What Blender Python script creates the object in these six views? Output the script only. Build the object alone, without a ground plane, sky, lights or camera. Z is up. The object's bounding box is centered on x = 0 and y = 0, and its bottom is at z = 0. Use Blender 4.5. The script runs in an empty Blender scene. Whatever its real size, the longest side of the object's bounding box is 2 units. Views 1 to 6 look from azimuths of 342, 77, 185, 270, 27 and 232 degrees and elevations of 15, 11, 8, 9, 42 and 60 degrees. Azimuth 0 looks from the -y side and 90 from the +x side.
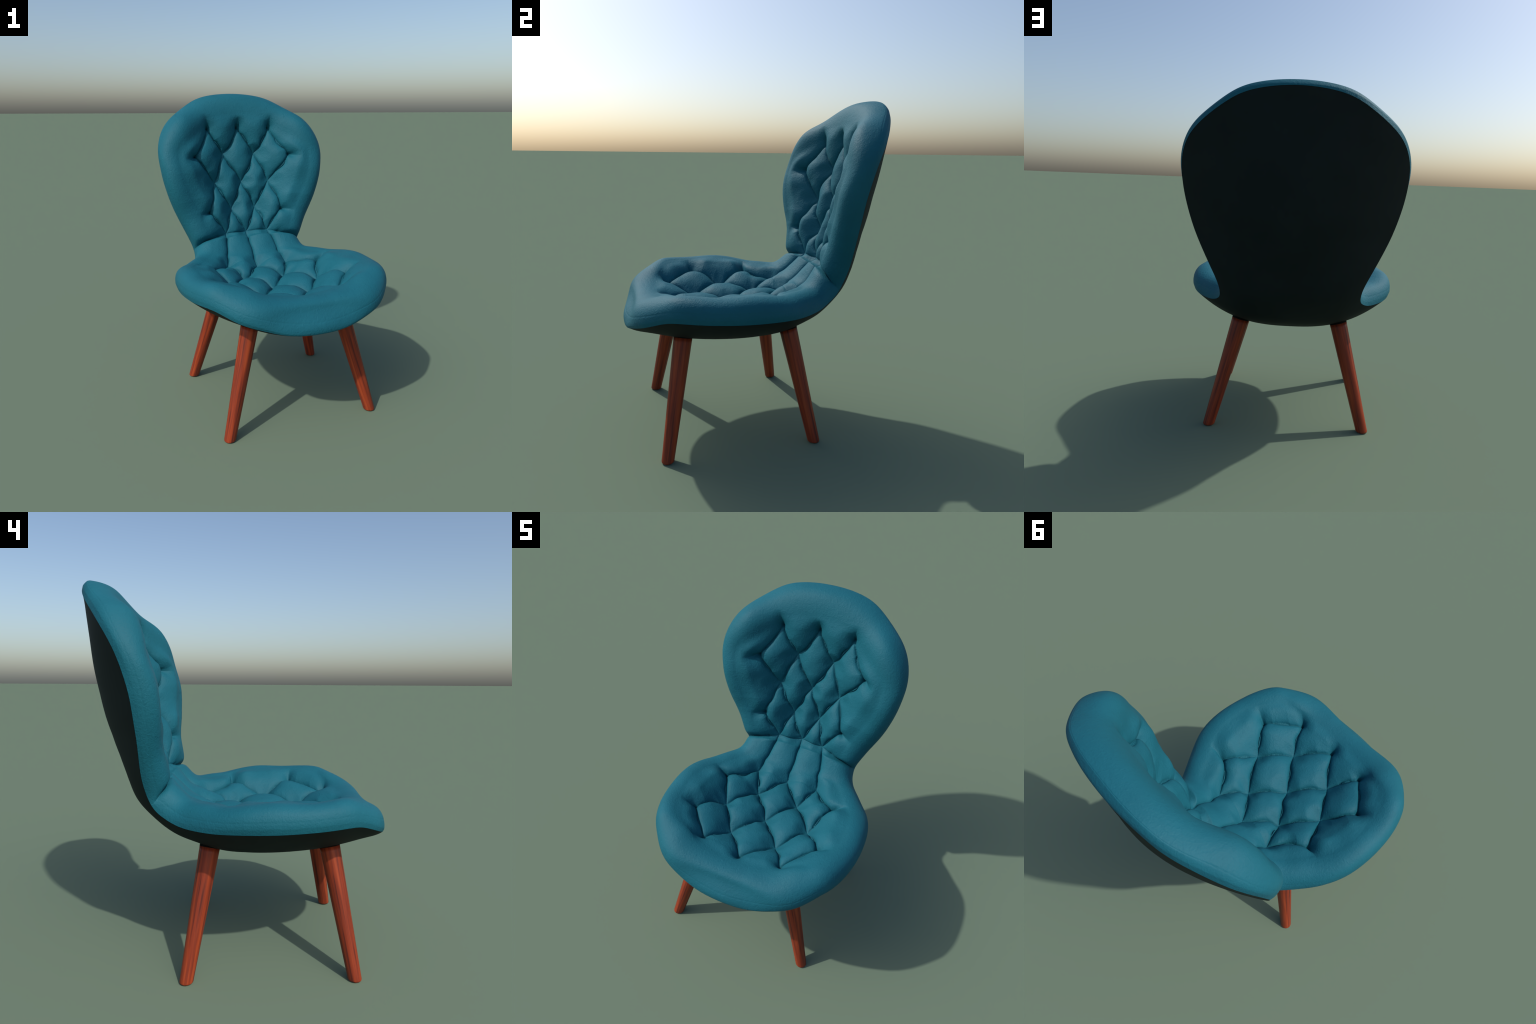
"""Tufted shell chair: a dark moulded shell, one thick button-tufted cushion that runs
over backrest and seat, and four splayed, tapered wooden legs."""
import bpy, math
import numpy as np
from mathutils import Vector, Matrix

# ------------------------------------------------------------------ placement
YAW = math.radians(2.8)           # the chair stands slightly turned
OFFSET = (-0.011, 0.0, 0.0)

# ------------------------------------------------------------------ shell profile
# from the top of the back, down the spine, to the front of the seat:
# spine (y, z)  and seam edge (x, y, z), one entry per cross-section
SECTIONS = [
    ((.782, 1.966), (.000, .782, 1.966)),
    ((.782, 1.956), (.130, .776, 1.958)),
    ((.780, 1.932), (.250, .758, 1.933)),
    ((.777, 1.893), (.348, .730, 1.887)),
    ((.776, 1.825), (.456, .674, 1.818)),
    ((.770, 1.740), (.545, .612, 1.737)),
    ((.767, 1.640), (.594, .552, 1.640)),
    ((.760, 1.540), (.606, .512, 1.540)),
    ((.743, 1.430), (.596, .485, 1.430)),
    ((.721, 1.320), (.570, .474, 1.320)),
    ((.689, 1.215), (.535, .468, 1.215)),
    ((.648, 1.113), (.489, .468, 1.110)),
    ((.601, 1.004), (.447, .464, 1.020)),
    ((.559, 0.895), (.412, .447, 0.935)),
    ((.489, 0.809), (.402, .415, 0.870)),
    ((.408, 0.736), (.420, .360, 0.828)),
    ((.319, 0.680), (.468, .288, 0.803)),
    ((.207, 0.638), (.530, .200, 0.797)),
    ((.093, 0.600), (.588, .105, 0.800)),
    ((-.030, 0.583), (.632, -.020, 0.807)),
    ((-.160, 0.581), (.648, -.150, 0.811)),
    ((-.290, 0.587), (.645, -.275, 0.816)),
    ((-.415, 0.599), (.625, -.405, 0.822)),
    ((-.530, 0.617), (.585, -.518, 0.826)),
    ((-.620, 0.637), (.530, -.595, 0.812)),
    ((-.690, 0.655), (.440, -.685, 0.770)),
    ((-.740, 0.665), (.320, -.740, 0.732)),
    ((-.769, 0.677), (.170, -.771, 0.693)),
    ((-.778, 0.680), (.000, -.778, 0.680)),
]
# tufting points, rows of the right half (x, y, z) where the cushion is pulled in
TUFTS = {
    "b1": [(0, .620, 1.747), (.236, .590, 1.745)],
    "b2": [(.122, .593, 1.565), (.359, .487, 1.560)],
    "b3": [(0, .553, 1.366), (.212, .524, 1.367)],
    "b4": [(.094, .500, 1.173), (.277, .418, 1.173)],
    "b5": [(0, .436, 1.009), (.160, .416, 1.013)],
    "s1": [(0, .205, .799), (.213, .203, .818)],
    "s2": [(.144, .045, .757), (.388, .036, .843)],
    "s3": [(0, -.142, .737), (.294, -.155, .780)],
    "s4": [(.155, -.340, .759), (.419, -.314, .853)],
    "s5": [(0, -.524, .793), (.260, -.507, .820)],
}
# how flat the shell is across its middle: (section number, exponent)
SECTION_POWER = [(0, 2.2), (5, 2.1), (8, 1.8), (10, 1.75), (11, 2.0), (12, 2.6), (13.5, 3.0), (15, 3.1), (17, 2.8), (19, 2.4),
                 (28, 2.3)]
# height of the smooth rim over the tufting floor: (distance along the spine, height)
RIM_HEIGHT = [(0, .030), (.08, .040), (.20, .042), (.40, .015), (.65, .028), (.87, .012), (1.0, .030), (1.25, .045),
              (1.55, .034), (1.70, .022), (1.92, .042), (2.1, .026), (2.30, .034), (2.6, .050)]
# lobes of the rim: shoulders of the backrest, bulges between the pulls (x, distance along the spine, height, radius)
LOBES = [(.44, .17, .050, .11), (.52, .27, .012, .08), (.53, 1.90, .004, .09), (.36, 2.41, .014, .075)]
# how far the rim swells out beyond the seam
RIM_SWELL = [(0, .049), (.15, .047), (.30, .029), (.50, .008), (1.5, .010), (1.75, .020), (2.1, .018), (2.3, .013),
             (2.6, .036)]
PILLOW_BACK = 0.060    # pillow height over the tufting points, backrest
PILLOW_SEAT = 0.072    # the same, seat
# width of the rounded rim
ROLL = [(0, .15), (2.1, .15), (2.35, .135), (2.6, .115)]
NCOL = 420             # cushion columns
ROWS_PER_SECTION = 34


def natural_spline(x, y):
    """piecewise cubic through (x, y); returns an evaluator"""
    n = len(x)
    h = np.diff(x)
    A = np.eye(n)
    b = np.zeros(n)
    for i in range(1, n - 1):
        A[i, i - 1:i + 2] = h[i - 1], 2 * (h[i - 1] + h[i]), h[i]
        b[i] = 3 * ((y[i + 1] - y[i]) / h[i] - (y[i] - y[i - 1]) / h[i - 1])
    c = np.linalg.solve(A, b)
    bb = np.diff(y) / h - h * (2 * c[:-1] + c[1:]) / 3
    dd = np.diff(c) / (3 * h)

    def f(t):
        t = np.asarray(t, float)
        i = np.clip(np.searchsorted(x, t) - 1, 0, n - 2)
        u = t - x[i]
        return y[i] + bb[i] * u + c[i] * u ** 2 + dd[i] * u ** 3
    return f


def section_splines():
    K = len(SECTIONS)
    tab = np.array([[c[0], c[1], e[0], e[1], e[2]] for c, e in SECTIONS])
    sign = np.array([1, 1, -1, 1, 1])            # mirror past both ends: rounded ends
    ext = np.vstack([tab[3:0:-1] * sign, tab, tab[-2:-5:-1] * sign])
    k = np.arange(-3, K + 3, dtype=float)
    return [natural_spline(k, ext[:, j]) for j in range(5)], K - 1


SPL, TMAX = section_splines()


def spine(t):
    """centre point, seam edge, inward normal and tangent of the section t"""
    cy, cz, ex, ey, ez = [f(t) for f in SPL]
    h = 0.35
    ty = SPL[0](np.clip(t + h, 0, TMAX)) - SPL[0](np.clip(t - h, 0, TMAX))
    tz = SPL[1](np.clip(t + h, 0, TMAX)) - SPL[1](np.clip(t - h, 0, TMAX))
    L = np.hypot(ty, tz)
    ty, tz = ty / L, tz / L
    return cy, cz, ex, ey, ez, tz, -ty, ty, tz      # normal = (tz, -ty): into the chair


def shell_points(t, s):
    cy, cz, ex, ey, ez, ny, nz, ty, tz = spine(t)
    q = np.abs(s) ** np.interp(t, *zip(*SECTION_POWER))
    return np.stack([ex * s, cy + (ey - cy) * q, cz + (ez - cz) * q], -1), (ny, nz, ty, tz, ex)


# arc length along the spine: the flat coordinate of the sections
TT = np.linspace(0, TMAX, 4000)
_cy, _cz = SPL[0](TT), SPL[1](TT)
VV = np.concatenate([[0], np.cumsum(np.hypot(np.diff(_cy), np.diff(_cz)))])


def v_of_t(t):
    return np.interp(t, TT, VV)


# ------------------------------------------------------------------ value noise
def smooth_noise(x, y, seed):
    """2-D value noise, -1..1"""
    rng = np.random.RandomState(seed)
    g = rng.uniform(-1, 1, (64, 64))
    xi, yi = np.floor(x).astype(int), np.floor(y).astype(int)
    fx, fy = x - xi, y - yi
    fx, fy = fx * fx * (3 - 2 * fx), fy * fy * (3 - 2 * fy)
    a, b = g[xi % 64, yi % 64], g[(xi + 1) % 64, yi % 64]
    c, d = g[xi % 64, (yi + 1) % 64], g[(xi + 1) % 64, (yi + 1) % 64]
    return (a * (1 - fx) + b * fx) * (1 - fy) + (c * (1 - fx) + d * fx) * fy


# ------------------------------------------------------------------ tufting layout
def locate_tufts():
    """flat (x, v) position of every tufting point and its height over the shell"""
    t = np.linspace(0, TMAX, 2400)
    out, floor = {}, []
    for row, pts in TUFTS.items():
        out[row] = []
        for p in pts:
            w = SPL[2](t)
            s = np.clip(p[0] / np.maximum(w, 1e-3), -1, 1)
            P, (ny, nz, ty, tz, _w) = shell_points(t, s)
            dy, dz = p[1] - P[:, 1], p[2] - P[:, 2]
            i = int(np.argmin(np.abs(dy * ty + dz * tz) + 10 * (np.hypot(dy, dz) > .35)))
            out[row].append((p[0], float(v_of_t(t[i]))))
            h = float(dy[i] * ny[i] + dz[i] * nz[i])
            for m in ((1, -1) if p[0] else (1,)):
                floor.append((p[0] * m, out[row][-1][1], h))
    return out, floor


TP, FLOOR_POINTS = locate_tufts()


def floor_height(X, V):
    """height of the tufting floor over the shell, blended between the points"""
    num, den = np.zeros(X.shape), np.zeros(X.shape)
    for x, v, h in FLOOR_POINTS:
        k = 1 / ((X - x) ** 2 + (V - v) ** 2 + .05 ** 2) ** 2
        num += k * h
        den += k
    return num / den


# the fold between backrest and seat, from the outer tuft of the last back row to the waist
_x, _v = TP["b5"][1]
FOLD = [(_x, _v), (.235, _v + .030), (.315, _v + .072), (.43, _v + .140)]


def waist_fold(X, V):
    """1 on the fold near the waist edge, 0 away from it"""
    A, out = np.abs(X), np.zeros(X.shape)
    for (ax, av), (bx, bv) in zip(FOLD[:-1], FOLD[1:]):
        dx, dv = bx - ax, bv - av
        u = np.clip(((A - ax) * dx + (V - av) * dv) / (dx * dx + dv * dv), 0, 1)
        d = np.hypot(A - ax - u * dx, V - av - u * dv)
        grow = np.clip((ax + u * dx - .17) / .20, 0, 1)
        out = np.maximum(out, grow * np.exp(-(d / .028) ** 1.2))
    return out


def crease_network():
    """list of (ax, av, bx, bv, depth factor, lens side) for the whole cushion, and tuft points"""
    seg, pts = [], []

    def add(a, b, k=1.0, fade=False):
        for m in (1, -1):
            if m == -1 and a[0] == 0 and b[0] == 0:
                continue
            seg.append((a[0] * m, a[1], b[0] * m, b[1], k, fade))
    rows = TP
    for p in ("b", "s"):
        for i in range(1, 5):
            r0, r1 = rows[p + str(i)], rows[p + str(i + 1)]
            full0 = sorted({(x * m, v) for x, v in r0 for m in (1, -1)})
            full1 = sorted({(x * m, v) for x, v in r1 for m in (1, -1)})
            for a in full0:
                for b in full1:
                    # diagonal neighbours: alternate rows of three and four points
                    ia, ib = full0.index(a), full1.index(b)
                    ok = (ib in (ia, ia + 1)) if len(full0) < len(full1) else (ib in (ia, ia - 1))
                    if ok and (a[0] + b[0]) > 0:
                        add(a, b)
    # long pleats from the last back row to the first seat row
    for a, b in zip(rows["b5"], rows["s1"]):
        add(a, b, 0.9)
    # cross fold where back and seat meet, running out to the waist
    add(rows["b5"][0], rows["b5"][1], 0.8)
    for a, b in zip(FOLD[:-1], FOLD[1:]):
        add(a, b, 0.75)
    add(rows["s1"][0], rows["s1"][1], 0.12)
    # short pulls that run out into the rim and fade
    def pull(a, dx, dv, k=0.8):
        add(a, (a[0] + dx, a[1] + dv), k, True)
    pull(rows["b1"][0], 0, -.10)
    pull(rows["b1"][1], .012, -.10)
    pull(rows["b2"][1], .085, .012)
    pull(rows["b4"][1], .085, .010)
    pull(rows["s2"][1], .085, -.030)
    pull(rows["s4"][1], .085, .035)
    pull(rows["s5"][1], .050, .075)
    pull(rows["s5"][0], .0, .080)
    for r in rows.values():
        for x, v in r:
            for m in ((1, -1) if x else (1,)):
                pts.append((x * m, v))
    return seg, pts


SEGS, TUFT_POINTS = crease_network()


def outline_distance(X, V):
    """distance to the seam outline in the flat (x, v) plane and its outward direction"""
    t = np.linspace(0, TMAX, 2200)
    ox, ov = SPL[2](t), v_of_t(t)
    best = np.full(X.shape, .24 ** 2)
    gx = np.zeros(X.shape)
    gv = np.zeros(X.shape)
    A = np.abs(X)
    for i in range(len(t) - 1):
        dx, dv = ox[i + 1] - ox[i], ov[i + 1] - ov[i]
        L2 = dx * dx + dv * dv
        if L2 < 1e-14:
            continue
        lo, hi = min(ov[i], ov[i + 1]) - .24, max(ov[i], ov[i + 1]) + .24
        r0, r1 = np.searchsorted(V[:, 0], lo), np.searchsorted(V[:, 0], hi)
        a, v = A[r0:r1], V[r0:r1]
        u = np.clip(((a - ox[i]) * dx + (v - ov[i]) * dv) / L2, 0, 1)
        qx, qv = ox[i] + u * dx - a, ov[i] + u * dv - v
        D = qx * qx + qv * qv
        m = D < best[r0:r1]
        best[r0:r1][m] = D[m]
        gx[r0:r1][m] = qx[m]
        gv[r0:r1][m] = qv[m]
    d = np.maximum(np.sqrt(best) - 2e-6, 0)
    n = np.maximum(np.hypot(gx, gv), 1e-6)
    return d, gx / n * np.sign(X), gv / n


def eased(V, table):
    """table of (v, value) read off as a smooth curve"""
    g = np.linspace(-.5, 3.2, 1500)
    y = np.interp(g, *zip(*table))
    k = np.exp(-(np.arange(-60, 61) * (g[1] - g[0]) / .055) ** 2)
    y = np.convolve(np.pad(y, 60, mode="edge"), k / k.sum(), "valid")
    return np.interp(V, g, y)


def tuft_depth(X, V):
    """how far the cover is pulled in below the smooth cushion crest"""
    # cloth is never straight: let the creases wander a little
    Xw = X + .006 * smooth_noise(X * 14 + 3.1, V * 14, 4)
    Vw = V + .006 * smooth_noise(X * 14 + 9.7, V * 14 + 5.2, 5)
    puff = np.ones(X.shape)
    groove = np.zeros(X.shape)
    line = np.zeros(X.shape)
    rng = np.random.RandomState(11)
    for ax, av, bx, bv, k, fade in SEGS:
        side = rng.choice([-1, 1])
        mid = rng.uniform(.38, .62)
        lens_w = rng.uniform(.003, .0065)
        r0 = np.searchsorted(V[:, 0], min(av, bv) - .15)
        r1 = np.searchsorted(V[:, 0], max(av, bv) + .15)
        x, v = Xw[r0:r1], Vw[r0:r1]
        dx, dv = bx - ax, bv - av
        L = math.hypot(dx, dv)
        u = ((x - ax) * dx + (v - av) * dv) / (L * L)
        uc = np.clip(u, 0, 1)
        perp = ((x - ax) * dv - (v - av) * dx) / L * side
        if not fade and L > .15 and k > .95:
            # a small gathered flap: the crease opens into a lens beside its middle
            b = lens_w * np.clip(1 - ((uc - mid) / .22) ** 2, 0, 1)
            perp = np.abs(perp - b) - b
            perp = np.where(perp < 0, -perp, perp)
            over = np.where(u < 0, -u, np.where(u > 1, u - 1, 0)) * L
            d = np.hypot(perp, over)
        else:
            d = np.hypot(x - ax - uc * dx, v - av - uc * dv)
        if fade:
            # shallow, wide pull that dies out towards the rim
            g = (1 - uc) ** 1.2 * k
            groove[r0:r1] = np.maximum(groove[r0:r1], g * np.exp(-(d / (.011 + .030 * uc)) ** 1.2))
            continue
        R = .115
        m = np.minimum(d / R, 1)
        f = np.sqrt(np.maximum(1 - (1 - m) ** 2.2, 0))
        slack = .22 * np.sin(np.clip(uc, 0, 1) * math.pi) ** .8     # creases ride up between the tufts
        puff[r0:r1] *= 1 - k * (1 - slack) * (1 - f)
        line[r0:r1] = np.maximum(line[r0:r1], k * np.exp(-d / .0045))
    return puff, groove, line


def build_cushion_grid():
    nrow = TMAX * ROWS_PER_SECTION + 1
    t = np.linspace(0.02, TMAX - .02, nrow)
    u = np.linspace(-1, 1, NCOL + 1)
    s = .35 * u + .65 * np.sin(u * math.pi / 2)
    T, S = np.meshgrid(t, s, indexing="ij")
    P, (ny, nz, ty, tz, w) = shell_points(T, S)
    X, V = P[..., 0].copy(), v_of_t(T)
    d, ox, ov = outline_distance(X, V)
    m = np.minimum(d / eased(V, ROLL), 1)
    phi = np.sqrt(np.maximum(1 - (1 - m) ** 2, 0))
    puff, groove, line = tuft_depth(X, V)
    v5, v1 = TP["b5"][0][1], TP["s1"][0][1]
    k = np.clip((V - v5) / (v1 - v5), 0, 1)
    pillow = PILLOW_BACK + (PILLOW_SEAT - PILLOW_BACK) * k
    pillow = pillow - .016 * np.clip((V - 2.0) / .2, 0, 1) - .008 * np.exp(-((V - 1.32) / .10) ** 2)
    k = np.clip((d - .11) / .10, 0, 1)
    k = k * k * (3 - 2 * k)
    rim = eased(V, RIM_HEIGHT)
    for lx, lv, lh, lr in LOBES:
        rim += lh * np.exp(-((np.abs(X) - lx) ** 2 + (V - lv) ** 2) / lr ** 2)
    pillow = rim * (1 - k) + pillow * k
    full = floor_height(X, V) + pillow * puff - .046 * groove - .007 * line
    full += .004 * smooth_noise(X * 6 + 20, V * 6, 8)
    fold = waist_fold(X, V)
    H = full * phi * (1 - .24 * fold)
    # the top of the back rolls a little over the rear edge
    H -= .032 * np.exp(-((phi - .42) / .24) ** 2) * np.clip(1.3 - V / .32, 0, 1)
    # the rim swells out over the seam, most at the top of the back
    b = eased(V, RIM_SWELL)
    swell = b * 1.5 * np.sqrt(phi) * (1 - np.clip(phi, 0, 1) ** 3)
    swell -= .0008 * np.exp(-((phi - .30) / .022) ** 2)      # faint sewn line along the flank
    swell -= .010 * fold * np.clip(phi * 3, 0, 1)
    P[..., 0] += swell * ox
    P[..., 1] += H * ny + swell * ov * ty
    P[..., 2] += H * nz + swell * ov * tz
    return P, t


def mesh_from_grid(name, P):
    nr, nc = P.shape[:2]
    idx = np.arange(nr * nc).reshape(nr, nc)
    quads = np.stack([idx[:-1, :-1], idx[:-1, 1:], idx[1:, 1:], idx[1:, :-1]], -1).reshape(-1, 4)
    me = bpy.data.meshes.new(name)
    me.vertices.add(nr * nc)
    me.vertices.foreach_set("co", P.reshape(-1).astype(np.float32))
    nq = len(quads)
    me.loops.add(nq * 4)
    me.loops.foreach_set("vertex_index", quads.reshape(-1).astype(np.int32))
    me.polygons.add(nq)
    me.polygons.foreach_set("loop_start", np.arange(0, nq * 4, 4, dtype=np.int32))
    me.polygons.foreach_set("loop_total", np.full(nq, 4, np.int32))
    me.polygons.foreach_set("use_smooth", np.ones(nq, bool))
    me.update(calc_edges=True)
    me.validate()
    return me


def grid_normals(P):
    du = np.gradient(P, axis=1)
    dv = np.gradient(P, axis=0)
    n = np.cross(du, dv)
    L = np.linalg.norm(n, axis=-1, keepdims=True)
    return n / np.maximum(L, 1e-12)


# ------------------------------------------------------------------ materials
def new_material(name):
    mat = bpy.data.materials.new(name)
    mat.use_nodes = True
    nt = mat.node_tree
    return mat, nt, nt.nodes["Principled BSDF"]


def ramp(nt, stops):
    r = nt.nodes.new("ShaderNodeValToRGB")
    el = r.color_ramp.elements
    while len(el) < len(stops):
        el.new(.5)
    for e, (p, c) in zip(el, stops):
        e.position = p
        e.color = (*c, 1)
    return r


def noise(nt, vec, scale, detail=3, rough=.55, dist=0):
    n = nt.nodes.new("ShaderNodeTexNoise")
    n.inputs["Scale"].default_value = scale
    n.inputs["Detail"].default_value = detail
    n.inputs["Roughness"].default_value = rough
    n.inputs["Distortion"].default_value = dist
    nt.links.new(vec, n.inputs["Vector"])
    return n


def upholstery_material():
    mat, nt, bsdf = new_material("teal_leather")
    tc = nt.nodes.new("ShaderNodeTexCoord")
    n1 = noise(nt, tc.outputs["Object"], 5, 4)
    col = ramp(nt, [(.3, (.0080, .101, .140)), (.7, (.0095, .114, .157))])
    nt.links.new(n1.outputs["Fac"], col.inputs["Fac"])
    nt.links.new(col.outputs["Color"], bsdf.inputs["Base Color"])
    bsdf.inputs["Roughness"].default_value = .62
    bsdf.inputs["Specular IOR Level"].default_value = .18
    # leather grain: soft creasing over a fine pebble
    g1 = noise(nt, tc.outputs["Object"], 55, 4, .6, .6)
    g2 = nt.nodes.new("ShaderNodeTexVoronoi")
    g2.inputs["Scale"].default_value = 120
    nt.links.new(tc.outputs["Object"], g2.inputs["Vector"])
    mix = nt.nodes.new("ShaderNodeMath")
    mix.operation = "MULTIPLY_ADD"
    nt.links.new(g2.outputs["Distance"], mix.inputs[0])
    mix.inputs[1].default_value = .25
    nt.links.new(g1.outputs["Fac"], mix.inputs[2])
    bump = nt.nodes.new("ShaderNodeBump")
    bump.inputs["Strength"].default_value = .30
    bump.inputs["Distance"].default_value = .008
    nt.links.new(mix.outputs[0], bump.inputs["Height"])
    nt.links.new(bump.outputs["Normal"], bsdf.inputs["Normal"])
    return mat


def shell_material():
    mat, nt, bsdf = new_material("black_shell")
    tc = nt.nodes.new("ShaderNodeTexCoord")
    n1 = noise(nt, tc.outputs["Object"], 4, 3)
    col = ramp(nt, [(.3, (.0085, .0135, .0135)), (.7, (.0105, .0165, .017))])
    nt.links.new(n1.outputs["Fac"], col.inputs["Fac"])
    nt.links.new(col.outputs["Color"], bsdf.inputs["Base Color"])
    bsdf.inputs["Roughness"].default_value = .7
    bsdf.inputs["Specular IOR Level"].default_value = .12
    return mat


def wood_material():
    mat, nt, bsdf = new_material("red_stained_wood")
    tc = nt.nodes.new("ShaderNodeTexCoord")
    info = nt.nodes.new("ShaderNodeObjectInfo")
    shift = nt.nodes.new("ShaderNodeVectorMath")
    shift.operation = "ADD"
    comb = nt.nodes.new("ShaderNodeCombineXYZ")
    mul = nt.nodes.new("ShaderNodeMath")
    mul.operation = "MULTIPLY"
    mul.inputs[1].default_value = 7.0
    nt.links.new(info.outputs["Random"], mul.inputs[0])
    for i in range(3):
        nt.links.new(mul.outputs[0], comb.inputs[i])
    nt.links.new(tc.outputs["Object"], shift.inputs[0])
    nt.links.new(comb.outputs[0], shift.inputs[1])
    mp = nt.nodes.new("ShaderNodeMapping")
    mp.inputs["Scale"].default_value = (1, 1, .022)
    nt.links.new(shift.outputs[0], mp.inputs["Vector"])
    n1 = noise(nt, mp.outputs[0], 58, 3, .55, .1)
    n2 = noise(nt, mp.outputs[0], 170, 2, .5)
    add = nt.nodes.new("ShaderNodeMath")
    add.operation = "MULTIPLY_ADD"
    nt.links.new(n2.outputs["Fac"], add.inputs[0])
    add.inputs[1].default_value = .22
    nt.links.new(n1.outputs["Fac"], add.inputs[2])
    col = ramp(nt, [(.44, (.088, .017, .011)), (.52, (.172, .028, .013)),
                    (.64, (.245, .037, .013)), (.76, (.315, .055, .018))])
    nt.links.new(add.outputs[0], col.inputs["Fac"])
    nt.links.new(col.outputs["Color"], bsdf.inputs["Base Color"])
    bsdf.inputs["Roughness"].default_value = .42
    bsdf.inputs["Specular IOR Level"].default_value = .22
    bump = nt.nodes.new("ShaderNodeBump")
    bump.inputs["Strength"].default_value = .08
    bump.inputs["Distance"].default_value = .003
    nt.links.new(n1.outputs["Fac"], bump.inputs["Height"])
    nt.links.new(bump.outputs["Normal"], bsdf.inputs["Normal"])
    return mat


def collar_material():
    mat, nt, bsdf = new_material("black_rubber")
    bsdf.inputs["Base Color"].default_value = (.003, .003, .003, 1)
    bsdf.inputs["Roughness"].default_value = .8
    bsdf.inputs["Specular IOR Level"].default_value = .1
    return mat


# ------------------------------------------------------------------ legs
def lathe(name, profile, n=48):
    """surface of revolution about z through (radius, height) points, capped at both ends"""
    verts, faces = [], []
    for r, h in profile:
        for i in range(n):
            a = 2 * math.pi * i / n
            verts.append((r * math.cos(a), r * math.sin(a), h))
    m = len(profile)
    for j in range(m - 1):
        for i in range(n):
            k = (i + 1) % n
            faces.append((j * n + i, j * n + k, (j + 1) * n + k, (j + 1) * n + i))
    faces.append(tuple(reversed(range(n))))
    faces.append(tuple((m - 1) * n + i for i in range(n)))
    me = bpy.data.meshes.new(name)
    me.from_pydata(verts, [], faces)
    me.polygons.foreach_set("use_smooth", [len(f) == 4 for f in faces])
    me.update()
    return me


# ------------------------------------------------------------------ assembly
def link(obj, parent=None):
    bpy.context.scene.collection.objects.link(obj)
    if parent is not None:
        obj.parent = parent
    return obj


def main():
    chair = bpy.data.objects.new("tufted_chair", None)
    chair["label"] = "teal button-tufted shell chair on four splayed red wooden legs"
    chair["category"] = "chair"
    link(chair)
    chair.location = OFFSET
    chair.rotation_euler = (0, 0, YAW)

    teal, black, wood, rubber = (upholstery_material(), shell_material(),
                                 wood_material(), collar_material())

    # cushion: one surface, parted along the fold between backrest and seat
    P, t = build_cushion_grid()
    N = grid_normals(P)
    fold_v = TP["b5"][0][1]
    cut = int(np.argmin(np.abs(v_of_t(t) - fold_v)))
    for name, a, b in (("backrest_cushion", 0, cut + 1), ("seat_cushion", cut, len(t))):
        me = mesh_from_grid(name, P[a:b])
        me.normals_split_custom_set_from_vertices(N[a:b].reshape(-1, 3).tolist())
        me.materials.append(teal)
        link(bpy.data.objects.new(name, me), chair)

    # shell: smooth dark outer skin
    tt = np.linspace(0.02, TMAX - .02, 260)
    ss = np.sin(np.linspace(-1, 1, 121) * math.pi / 2) * .997
    T, S = np.meshgrid(tt, ss, indexing="ij")
    Q, (ny, nz, *_r) = shell_points(T, S)
    inner, (ny, nz, *_r) = shell_points(T, S * .97)      # inner skin, 8 mm inside
    inner[..., 1] += .008 * ny
    inner[..., 2] += .008 * nz
    loop = np.concatenate([Q[:, ::-1], inner, Q[:, -1:]], axis=1)
    me = mesh_from_grid("shell", loop)
    me.materials.append(black)
    link(bpy.data.objects.new("shell", me), chair)

    # legs: tapered round bars, all leaning out by the same angle, feet cut level
    foot_r, top_r, rnd = .0350, .0530, .010
    lean_x, lean_y, rise = .170, .116, .651
    tilt = math.atan2(math.hypot(lean_x, lean_y), rise)
    L = math.hypot(math.hypot(lean_x, lean_y), rise)
    prof = [(foot_r * .35, 0)]
    for i in range(9):
        a = math.pi / 2 * i / 8
        prof.append((foot_r - rnd + rnd * math.sin(a), rnd * (1 - math.cos(a))))
    for i in range(1, 25):
        k = i / 24
        prof.append((foot_r + (top_r - foot_r) * k, rnd + (L - rnd) * k))
    leg_mesh = lathe("leg", prof)
    for v in leg_mesh.vertices:                 # level foot: shear the lowest rings
        v.co.z += v.co.x * math.tan(tilt) * max(0, 1 - v.co.z / .15) ** 1.5
    leg_mesh.materials.append(wood)
    collar_mesh = lathe("leg_collar", [(top_r - .001, -.001), (top_r + .0005, .001),
                                       (top_r + .0005, .045), (top_r - .003, .049)])
    collar_mesh.materials.append(rubber)
    for sx, sy in [(sx, sy) for sy in (-1, 1) for sx in (-1, 1)]:
        foot = Vector((sx * .476, -.585 if sy < 0 else .270, 0))
        leg = link(bpy.data.objects.new("leg", leg_mesh), chair)
        # local z is the bar's axis, local x points to the side it leans to
        leg.matrix_local = (Matrix.Translation(foot)
                            @ Matrix.Rotation(math.atan2(-sy * lean_y, -sx * lean_x), 4, "Z")
                            @ Matrix.Rotation(tilt, 4, "Y"))
        collar = link(bpy.data.objects.new("leg_collar", collar_mesh), leg)
        collar.location = (0, 0, L)


main()
